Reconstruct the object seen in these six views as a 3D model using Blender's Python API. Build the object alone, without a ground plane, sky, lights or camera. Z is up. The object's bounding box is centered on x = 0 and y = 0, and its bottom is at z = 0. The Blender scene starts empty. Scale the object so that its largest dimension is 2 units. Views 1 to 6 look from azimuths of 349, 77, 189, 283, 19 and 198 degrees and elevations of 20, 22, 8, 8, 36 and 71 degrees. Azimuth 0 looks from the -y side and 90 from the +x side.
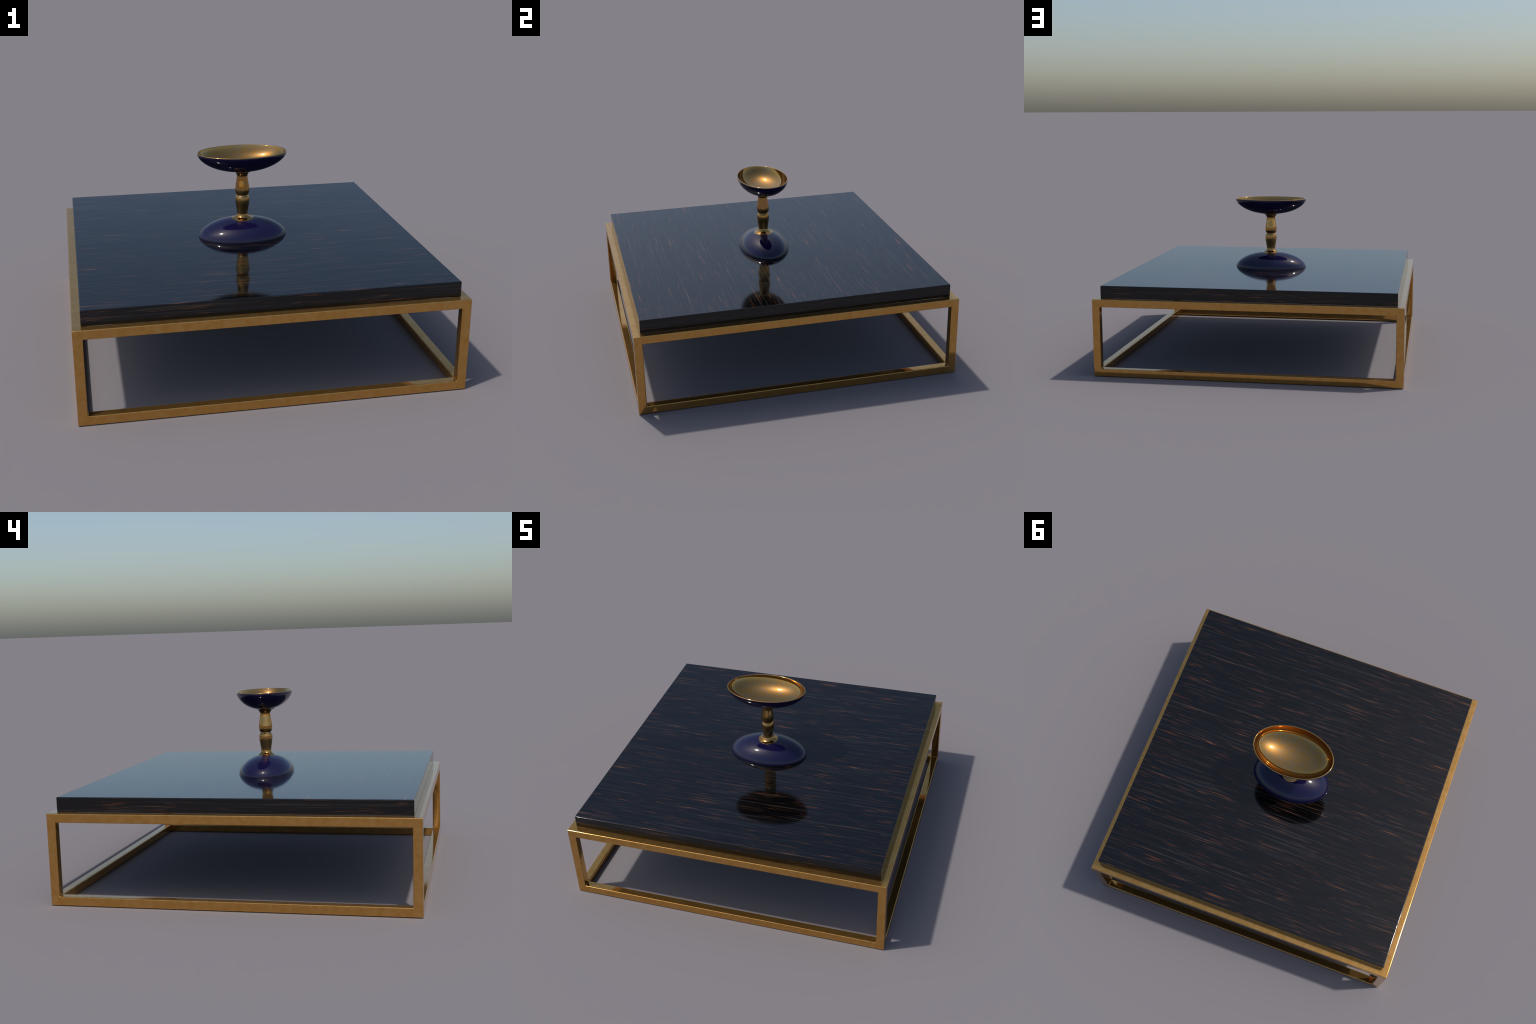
"""Low square coffee table (brass box frame, polished ebony top) with a
blue enamel and brass pedestal bowl standing on it."""
import bpy, bmesh, math
import numpy as np
from mathutils import Vector

# ------------------------------------------------------------------ sizes (m)
FRAME_HALF = 1.0          # outer half width of the brass frame
BAR = 0.0498               # square bar section
FRAME_TOP = 0.5073        # height of the frame
EDGE = 0.0046             # rounding of the brass edges
TOP_HALF = 0.9563         # half width of the wooden slab
TOP_Z0, TOP_Z1 = 0.5072, 0.5901
TOP_EDGE = 0.0048

BOWL_A, BOWL_B = 0.2552, 0.1636   # semi-axes of bowl and foot (ellipse)
FOOT_Z, FOOT_H = 0.5901, 0.1070   # foot rises from here by this much
RIM_Z, BOWL_H = 1.0790, 0.1090    # bowl hangs down from the rim
LENS_P, LENS_Q = 2.25, 1.55       # lens profile z = H (1 - rho^p)^(1/q)
BASIN_D, BASIN_S, BASIN_E = 0.1015, 1.03, 0.25   # inside: flat floor, leaning wall
LENS_LIP = 0.05                   # share of the height taken by the upright rim
WALL = 0.008                      # bowl wall at the lip (along x)

scene_coll = bpy.context.scene.collection


# ------------------------------------------------------------------ helpers
def node(nt, kind, x=0, y=0, **props):
    n = nt.nodes.new(kind)
    n.location = (x, y)
    for k, v in props.items():
        setattr(n, k, v)
    return n


def new_material(name):
    m = bpy.data.materials.new(name)
    m.use_nodes = True
    nt = m.node_tree
    return m, nt, nt.nodes["Principled BSDF"]


def ramp(nt, stops, mode="LINEAR"):
    r = node(nt, "ShaderNodeValToRGB")
    r.color_ramp.interpolation = mode
    e = r.color_ramp.elements
    while len(e) > 1:
        e.remove(e[-1])
    for i, (p, c) in enumerate(stops):
        el = e[0] if i == 0 else e.new(p)
        el.position = p
        el.color = (c, c, c, 1) if not isinstance(c, tuple) else (*c, 1)
    return r


def noise(nt, vec, scale, detail=2.0, rough=0.5, distortion=0.0):
    n = node(nt, "ShaderNodeTexNoise")
    n.inputs["Scale"].default_value = scale
    n.inputs["Detail"].default_value = detail
    n.inputs["Roughness"].default_value = rough
    n.inputs["Distortion"].default_value = distortion
    nt.links.new(vec, n.inputs["Vector"])
    return n


def mapping(nt, vec, scale, loc=(0, 0, 0), rot=(0, 0, 0)):
    m = node(nt, "ShaderNodeMapping")
    m.inputs["Scale"].default_value = scale
    m.inputs["Location"].default_value = loc
    m.inputs["Rotation"].default_value = rot
    nt.links.new(vec, m.inputs["Vector"])
    return m.outputs["Vector"]


def math_node(nt, op, a, b=None, clamp=False):
    n = node(nt, "ShaderNodeMath", operation=op, use_clamp=clamp)
    for i, v in enumerate((a, b)):
        if v is None:
            continue
        if isinstance(v, (int, float)):
            n.inputs[i].default_value = v
        else:
            nt.links.new(v, n.inputs[i])
    return n.outputs[0]


def mix_colour(nt, fac, a, b, blend="MIX"):
    n = node(nt, "ShaderNodeMix", data_type="RGBA", blend_type=blend)
    for s, v in ((n.inputs[0], fac), (n.inputs[6], a), (n.inputs[7], b)):
        if isinstance(v, (int, float)):
            s.default_value = v
        elif isinstance(v, tuple):
            s.default_value = (*v, 1)
        else:
            nt.links.new(v, s)
    return n.outputs[2]


# ------------------------------------------------------------------ materials
def brass_material(name, base, stain, rough, rough_var, scale, speck=0.5, metallic=1.0):
    m, nt, b = new_material(name)
    co = node(nt, "ShaderNodeTexCoord").outputs["Object"]
    cloud = noise(nt, co, scale, 5.0, 0.62)
    fine = noise(nt, co, scale * 7.0, 3.0, 0.6)
    spots = noise(nt, co, scale * 2.2, 1.0, 0.4)
    cl = ramp(nt, [(0.38, 0.0), (0.62, 1.0)])
    nt.links.new(cloud.outputs["Fac"], cl.inputs[0])
    col = mix_colour(nt, cl.outputs[0], base, stain)
    sp = ramp(nt, [(0.0, 1.0), (0.20, 1.0), (0.26, 0.0)])
    nt.links.new(spots.outputs["Fac"], sp.inputs[0])
    col = mix_colour(nt, math_node(nt, "MULTIPLY", sp.outputs[0], speck), col,
                     tuple(c * 0.45 for c in base))
    nt.links.new(col, b.inputs["Base Color"])
    b.inputs["Metallic"].default_value = metallic
    r = math_node(nt, "MULTIPLY_ADD", cloud.outputs["Fac"], rough_var)
    r.node.inputs[2].default_value = rough - 0.5 * rough_var
    r2 = math_node(nt, "MULTIPLY_ADD", fine.outputs["Fac"], 0.5 * rough_var)
    nt.links.new(r, r2.node.inputs[2])
    nt.links.new(r2, b.inputs["Roughness"])
    return m


def ebony_material(name, grain_axis, offset, strength=1.0):
    """Polished black wood with thin orange flecks drawn out along one axis."""
    m, nt, b = new_material(name)
    co = node(nt, "ShaderNodeTexCoord").outputs["Object"]

    def stretched(along, across):
        s = [across] * 3
        s[grain_axis] = along
        return tuple(s)

    # slow sway of the grain lines
    sway = noise(nt, mapping(nt, co, stretched(2.2, 5.0), offset), 1.0, 2.0)
    shift = node(nt, "ShaderNodeVectorMath", operation="MULTIPLY_ADD")
    nt.links.new(sway.outputs["Color"], shift.inputs[0])
    amount = [0.022] * 3
    amount[grain_axis] = 0.0
    shift.inputs[1].default_value = amount
    nt.links.new(co, shift.inputs[2])
    co = shift.outputs[0]

    fleck = noise(nt, mapping(nt, co, stretched(4.6, 140.0), offset), 1.0, 2.0, 0.55)
    fl = ramp(nt, [(0.59, 0.0), (0.67, 0.36), (0.76, 1.0)])
    nt.links.new(fleck.outputs["Fac"], fl.inputs[0])
    hair = noise(nt, mapping(nt, co, stretched(5.0, 300.0), offset), 1.0, 2.0, 0.6)
    hr = ramp(nt, [(0.30, 0.55), (0.60, 1.0)])
    nt.links.new(hair.outputs["Fac"], hr.inputs[0])
    area = noise(nt, mapping(nt, co, stretched(3.0, 22.0), offset), 1.0, 2.0)
    ar = ramp(nt, [(0.36, 0.12), (0.62, 1.0)])
    nt.links.new(area.outputs["Fac"], ar.inputs[0])
    f = math_node(nt, "MULTIPLY", fl.outputs[0], hr.outputs[0])
    f = math_node(nt, "MULTIPLY", f, ar.outputs[0])
    f = math_node(nt, "MULTIPLY", f, strength)

    band = noise(nt, mapping(nt, co, stretched(1.3, 80.0), offset), 1.0, 3.0, 0.6)
    bd = ramp(nt, [(0.40, (0.0012, 0.0012, 0.0015)), (0.56, (0.0032, 0.0032, 0.0034)),
                   (0.74, (0.024, 0.023, 0.022))])
    nt.links.new(band.outputs["Fac"], bd.inputs[0])
    tint = noise(nt, mapping(nt, co, stretched(4.0, 30.0), offset), 1.0, 1.0)
    tn = ramp(nt, [(0.35, (0.170, 0.050, 0.013)), (0.65, (0.260, 0.098, 0.036))])
    nt.links.new(tint.outputs["Fac"], tn.inputs[0])
    col = mix_colour(nt, f, bd.outputs[0], tn.outputs[0])
    nt.links.new(col, b.inputs["Base Color"])
    b.inputs["Roughness"].default_value = 0.065
    b.inputs["IOR"].default_value = 1.5
    return m


def enamel_material():
    m, nt, b = new_material("blue_enamel")
    co = node(nt, "ShaderNodeTexCoord").outputs["Object"]
    n = noise(nt, co, 9.0, 2.0)
    r = ramp(nt, [(0.3, (0.0060, 0.0049, 0.030)), (0.7, (0.0072, 0.0058, 0.035))])
    nt.links.new(n.outputs["Fac"], r.inputs[0])
    nt.links.new(r.outputs[0], b.inputs["Base Color"])
    b.inputs["Roughness"].default_value = 0.07
    b.inputs["IOR"].default_value = 1.5
    return m


frame_brass = brass_material("frame_brass", (0.60, 0.310, 0.074), (0.665, 0.375, 0.115),
                             0.065, 0.05, 26.0, 0.5, metallic=0.90)
bowl_brass = brass_material("bowl_brass", (0.530, 0.262, 0.060), (0.430, 0.272, 0.115),
                            0.045, 0.055, 40.0, 0.0, metallic=0.97)
ebony_long = ebony_material("ebony_grain_lengthwise", 0, (1.7, 4.3, 2.9))
ebony_end = ebony_material("ebony_grain_end_edge", 1, (3.1, 7.7, 1.3), 0.6)
enamel = enamel_material()


# ------------------------------------------------------------------ objects
def empty(name, loc, label, category):
    o = bpy.data.objects.new(name, None)
    o.location = loc
    o["label"], o["category"] = label, category
    scene_coll.objects.link(o)
    return o


def add_part(name, mesh, parent, materials):
    o = bpy.data.objects.new(name, mesh)
    for m in materials:
        mesh.materials.append(m)
    scene_coll.objects.link(o)
    o.parent = parent
    if parent is not None:
        # every part keeps the world origin of its thing's empty
        o.location = (0, 0, 0)
    return o


table = empty("coffee_table", (0, 0, 0),
              "low square coffee table with brass box frame and polished ebony top", "table")
vase_z = TOP_Z1
dish = empty("pedestal_bowl", (0, 0, vase_z),
             "oval blue enamel pedestal bowl lined with brass on turned brass stem", "bowl")


# ---------------------------------------------------------------- brass frame
def frame_bmesh():
    """Twelve square bars along the edges of a box, as one seamless skin."""
    xs = [-FRAME_HALF, -FRAME_HALF + BAR, FRAME_HALF - BAR, FRAME_HALF]
    zs = [0.0, BAR, FRAME_TOP - BAR, FRAME_TOP]
    axes = (xs, xs, zs)

    def solid(i, j, k):
        if min(i, j, k) < 0 or max(i, j, k) > 2:
            return False
        return sum(c != 1 for c in (i, j, k)) >= 2

    bm = bmesh.new()
    cache = {}

    def vert(idx):
        if idx not in cache:
            cache[idx] = bm.verts.new([axes[d][idx[d]] for d in range(3)])
        return cache[idx]

    for i in range(3):
        for j in range(3):
            for k in range(3):
                if not solid(i, j, k):
                    continue
                c = (i, j, k)
                for d in range(3):
                    for s in (0, 1):
                        nb = list(c)
                        nb[d] += 1 if s else -1
                        if solid(*nb):
                            continue
                        a, b2 = (d + 1) % 3, (d + 2) % 3
                        loop = []
                        for da, db in ((0, 0), (1, 0), (1, 1), (0, 1)):
                            p = list(c)
                            p[d] += s
                            p[a] += da
                            p[b2] += db
                            loop.append(vert(tuple(p)))
                        bm.faces.new(loop if s else loop[::-1])
    bm.normal_update()
    sharp = [e for e in bm.edges if e.calc_face_angle(0) > 0.5]
    bmesh.ops.bevel(bm, geom=sharp, offset=EDGE, segments=3, profile=0.5,
                    affect="EDGES", clamp_overlap=True)
    bm.normal_update()
    return bm


def split_frame():
    bm = frame_bmesh()
    whole = bpy.data.meshes.new("frame_whole")
    bm.to_mesh(whole)
    bm.free()
    inner = FRAME_HALF - BAR
    # face-area weighted vertex normals keep the flats flat and the edges round
    nv = len(whole.vertices)
    acc = np.zeros((nv, 3))
    for p in whole.polygons:
        for v in p.vertices:
            acc[v] += np.array(p.normal) * p.area
    acc /= np.linalg.norm(acc, axis=1, keepdims=True) + 1e-12

    groups = {}
    for p in whole.polygons:
        x, y, z = p.center
        ex, ey = abs(x) > inner - EDGE, abs(y) > inner - EDGE
        low = z < 0.5 * FRAME_TOP
        if ex and ey:
            key = ("leg", x > 0, y > 0)
        elif ex:
            key = ("rail", "x", x > 0, low)
        else:
            key = ("rail", "y", y > 0, low)
        groups.setdefault(key, []).append(p.index)
    for key in sorted(groups, key=str):
        ids, verts, faces = {}, [], []
        for pi in groups[key]:
            f = []
            for v in whole.polygons[pi].vertices:
                if v not in ids:
                    ids[v] = len(verts)
                    verts.append(v)
                f.append(ids[v])
            faces.append(f)
        me = bpy.data.meshes.new(key[0])
        me.from_pydata([whole.vertices[v].co[:] for v in verts], [], faces)
        me.polygons.foreach_set("use_smooth", [True] * len(faces))
        me.normals_split_custom_set_from_vertices([tuple(acc[v]) for v in verts])
        add_part(key[0], me, table, [frame_brass])
    bpy.data.meshes.remove(whole)


split_frame()


# ---------------------------------------------------------------- ebony top
def build_top():
    bm = bmesh.new()
    bmesh.ops.create_cube(bm, size=1.0)
    for v in bm.verts:
        v.co = Vector((v.co.x * 2 * TOP_HALF, v.co.y * 2 * TOP_HALF,
                       TOP_Z0 + (v.co.z + 0.5) * (TOP_Z1 - TOP_Z0)))
    bmesh.ops.bevel(bm, geom=bm.edges[:], offset=TOP_EDGE, segments=4, profile=0.5,
                    affect="EDGES")
    bm.normal_update()
    for f in bm.faces:
        f.smooth = True
        f.material_index = 1 if abs(f.normal.x) > 0.71 else 0
    me = bpy.data.meshes.new("tabletop")
    bm.to_mesh(me)
    bm.free()
    acc = np.zeros((len(me.vertices), 3))
    for p in me.polygons:
        for v in p.vertices:
            acc[v] += np.array(p.normal) * p.area
    acc /= np.linalg.norm(acc, axis=1, keepdims=True)
    me.normals_split_custom_set_from_vertices([tuple(a) for a in acc])
    add_part("tabletop", me, table, [ebony_long, ebony_end])


build_top()

# ---------------------------------------------------------------- pedestal bowl
SEG = 192
PHI = np.linspace(0, 2 * math.pi, SEG, endpoint=False)


def lens(rho):
    rho = np.clip(rho, 0, 1)
    dome = np.clip(1.0 - rho ** LENS_P, 0, None) ** (1.0 / LENS_Q)
    rim = np.sqrt(np.clip(1.0 - rho ** 40.0, 0, None))
    return (1 - LENS_LIP) * dome + LENS_LIP * rim


def basin(rho):
    edge = (1.0 - 1.0 / BASIN_S ** 2) ** BASIN_E
    return ((1.0 - (rho / BASIN_S) ** 2) ** BASIN_E - edge) / (1.0 - edge)


def ring_mesh(name, rings, cap_start=False, cap_end=False):
    """Skin a list of (SEG,3) rings; first ring is the start of the profile."""
    verts = np.concatenate(rings)
    faces = []
    for i in range(len(rings) - 1):
        a, b = i * SEG, (i + 1) * SEG
        for k in range(SEG):
            k2 = (k + 1) % SEG
            faces.append((a + k, a + k2, b + k2, b + k))
    verts = [tuple(v) for v in verts]
    if cap_start:
        c = len(verts)
        verts.append(tuple(rings[0].mean(0)))
        faces += [(c, (k + 1) % SEG, k) for k in range(SEG)]
    if cap_end:
        c, o = len(verts), (len(rings) - 1) * SEG
        verts.append(tuple(rings[-1].mean(0)))
        faces += [(c, o + k, o + (k + 1) % SEG) for k in range(SEG)]
    me = bpy.data.meshes.new(name)
    me.from_pydata(verts, [], faces)
    me.polygons.foreach_set("use_smooth", [True] * len(faces))
    me.update()
    return me


def oval(a, b, z):
    return np.stack([a * np.cos(PHI), b * np.sin(PHI), np.full(SEG, z - vase_z)], -1)


def foot_height(x, y):
    return FOOT_Z + FOOT_H * lens(np.hypot(x / BOWL_A, y / BOWL_B))


def bowl_under(x, y):
    return RIM_Z - BOWL_H * lens(np.hypot(x / BOWL_A, y / BOWL_B))


def rho_steps(n=80):
    # dense towards the edge, where the profile turns vertical
    return np.sin(np.linspace(0, 1, n) ** 0.85 * math.pi / 2)


# blue foot: lens dome standing flush on the table
rings = [oval(BOWL_A, BOWL_B, FOOT_Z - 0.0008)]
for rho in rho_steps()[::-1][:-1]:
    rings.append(oval(BOWL_A * rho, BOWL_B * rho, FOOT_Z + 0.0004 + (FOOT_H - 0.0004) * lens(rho)))
add_part("foot", ring_mesh("foot", rings, True, True), dish, [enamel])

# blue bowl shell: outside of the bowl up to just under the lip
rings = [oval(BOWL_A * r, BOWL_B * r, RIM_Z - BOWL_H * lens(r)) for r in rho_steps()[1:]]
add_part("bowl_shell", ring_mesh("bowl_shell", rings, True, False), dish, [enamel])

# brass lining: rounded lip and inner basin
rings = []
lip = WALL / 2
for t in np.linspace(0, math.pi, 12):
    off = lip - lip * math.cos(t)             # inward travel over the lip
    rings.append(oval(BOWL_A - off, BOWL_B - off * 0.85, RIM_Z + 0.0035 * math.sin(t)))
ia, ib = BOWL_A - 2 * lip, BOWL_B - 2 * lip * 0.85
for rho in rho_steps()[::-1][1:-1]:
    rings.append(oval(ia * rho, ib * rho, RIM_Z - BASIN_D * basin(rho)))
add_part("lining", ring_mesh("lining", rings, False, True), dish, [bowl_brass])

# turned brass stem: two baluster swellings and a flared collar at each end
PROFILE = [(0.7220, 0.0308), (0.7328, 0.0317), (0.7538, 0.0347), (0.7747, 0.0381),
           (0.7900, 0.0402), (0.8010, 0.0407), (0.8110, 0.0402), (0.8190, 0.0385),
           (0.8250, 0.0357), (0.8292, 0.0328)]
GROOVE = (0.8318, 0.0308)
mirror = 2 * 0.8320


def smooth_curve(pts, n):
    """Natural cubic spline of r over z through the control points."""
    z, r = np.array(pts).T
    m = len(z)
    h = np.diff(z)
    A, rhs = np.eye(m), np.zeros(m)
    for i in range(1, m - 1):
        A[i, i - 1:i + 2] = h[i - 1], 2 * (h[i - 1] + h[i]), h[i]
        rhs[i] = 6 * ((r[i + 1] - r[i]) / h[i] - (r[i] - r[i - 1]) / h[i - 1])
    M = np.linalg.solve(A, rhs)
    out = []
    for q in np.linspace(z[0], z[-1], n):
        i = min(max(np.searchsorted(z, q) - 1, 0), m - 2)
        a, b = (z[i + 1] - q) / h[i], (q - z[i]) / h[i]
        out.append((q, a * r[i] + b * r[i + 1] + ((a ** 3 - a) * M[i] + (b ** 3 - b) * M[i + 1]) * h[i] ** 2 / 6))
    return out


NECK_R = 0.0308


def collar(base_fn, neck_z, sign, radius, follow):
    """Quarter-round flare; its edge leans onto the oval surface it meets.

    follow = 1 keeps the edge on that surface all round, 0 keeps it level."""
    def seat(r):
        level = base_fn(r, 0.0)
        return level + follow * (base_fn(r * np.cos(PHI), r * np.sin(PHI)) - level)

    def ring(r, z):
        return np.stack([r * np.cos(PHI), r * np.sin(PHI), z - vase_z + 0 * PHI], -1)

    out = [ring(radius - 0.020, seat(radius - 0.020) - sign * 0.0020),
           ring(radius - 0.004, seat(radius) - sign * 0.0012)]
    for t in np.linspace(0.0, 1.0, 24):
        a = t * math.pi / 2
        r = radius - (radius - NECK_R) * math.sin(a)
        w = 1 - math.cos(a)                       # 0 at the edge, 1 at the neck
        out.append(ring(r, (1 - w) * seat(r) + w * neck_z))
    return out


lower = smooth_curve(PROFILE, 60)
rings = collar(foot_height, PROFILE[0][0], 1, 0.0640, 1.0)
rings += [oval(r, r, z) for z, r in lower[1:]]
rings.append(oval(GROOVE[1], GROOVE[1], GROOVE[0]))
rings += [oval(r, r, mirror - z) for z, r in lower[::-1][:-1]]
rings += collar(bowl_under, mirror - PROFILE[0][0], -1, 0.0600, 0.15)[::-1]
add_part("stem", ring_mesh("stem", rings), dish, [bowl_brass])
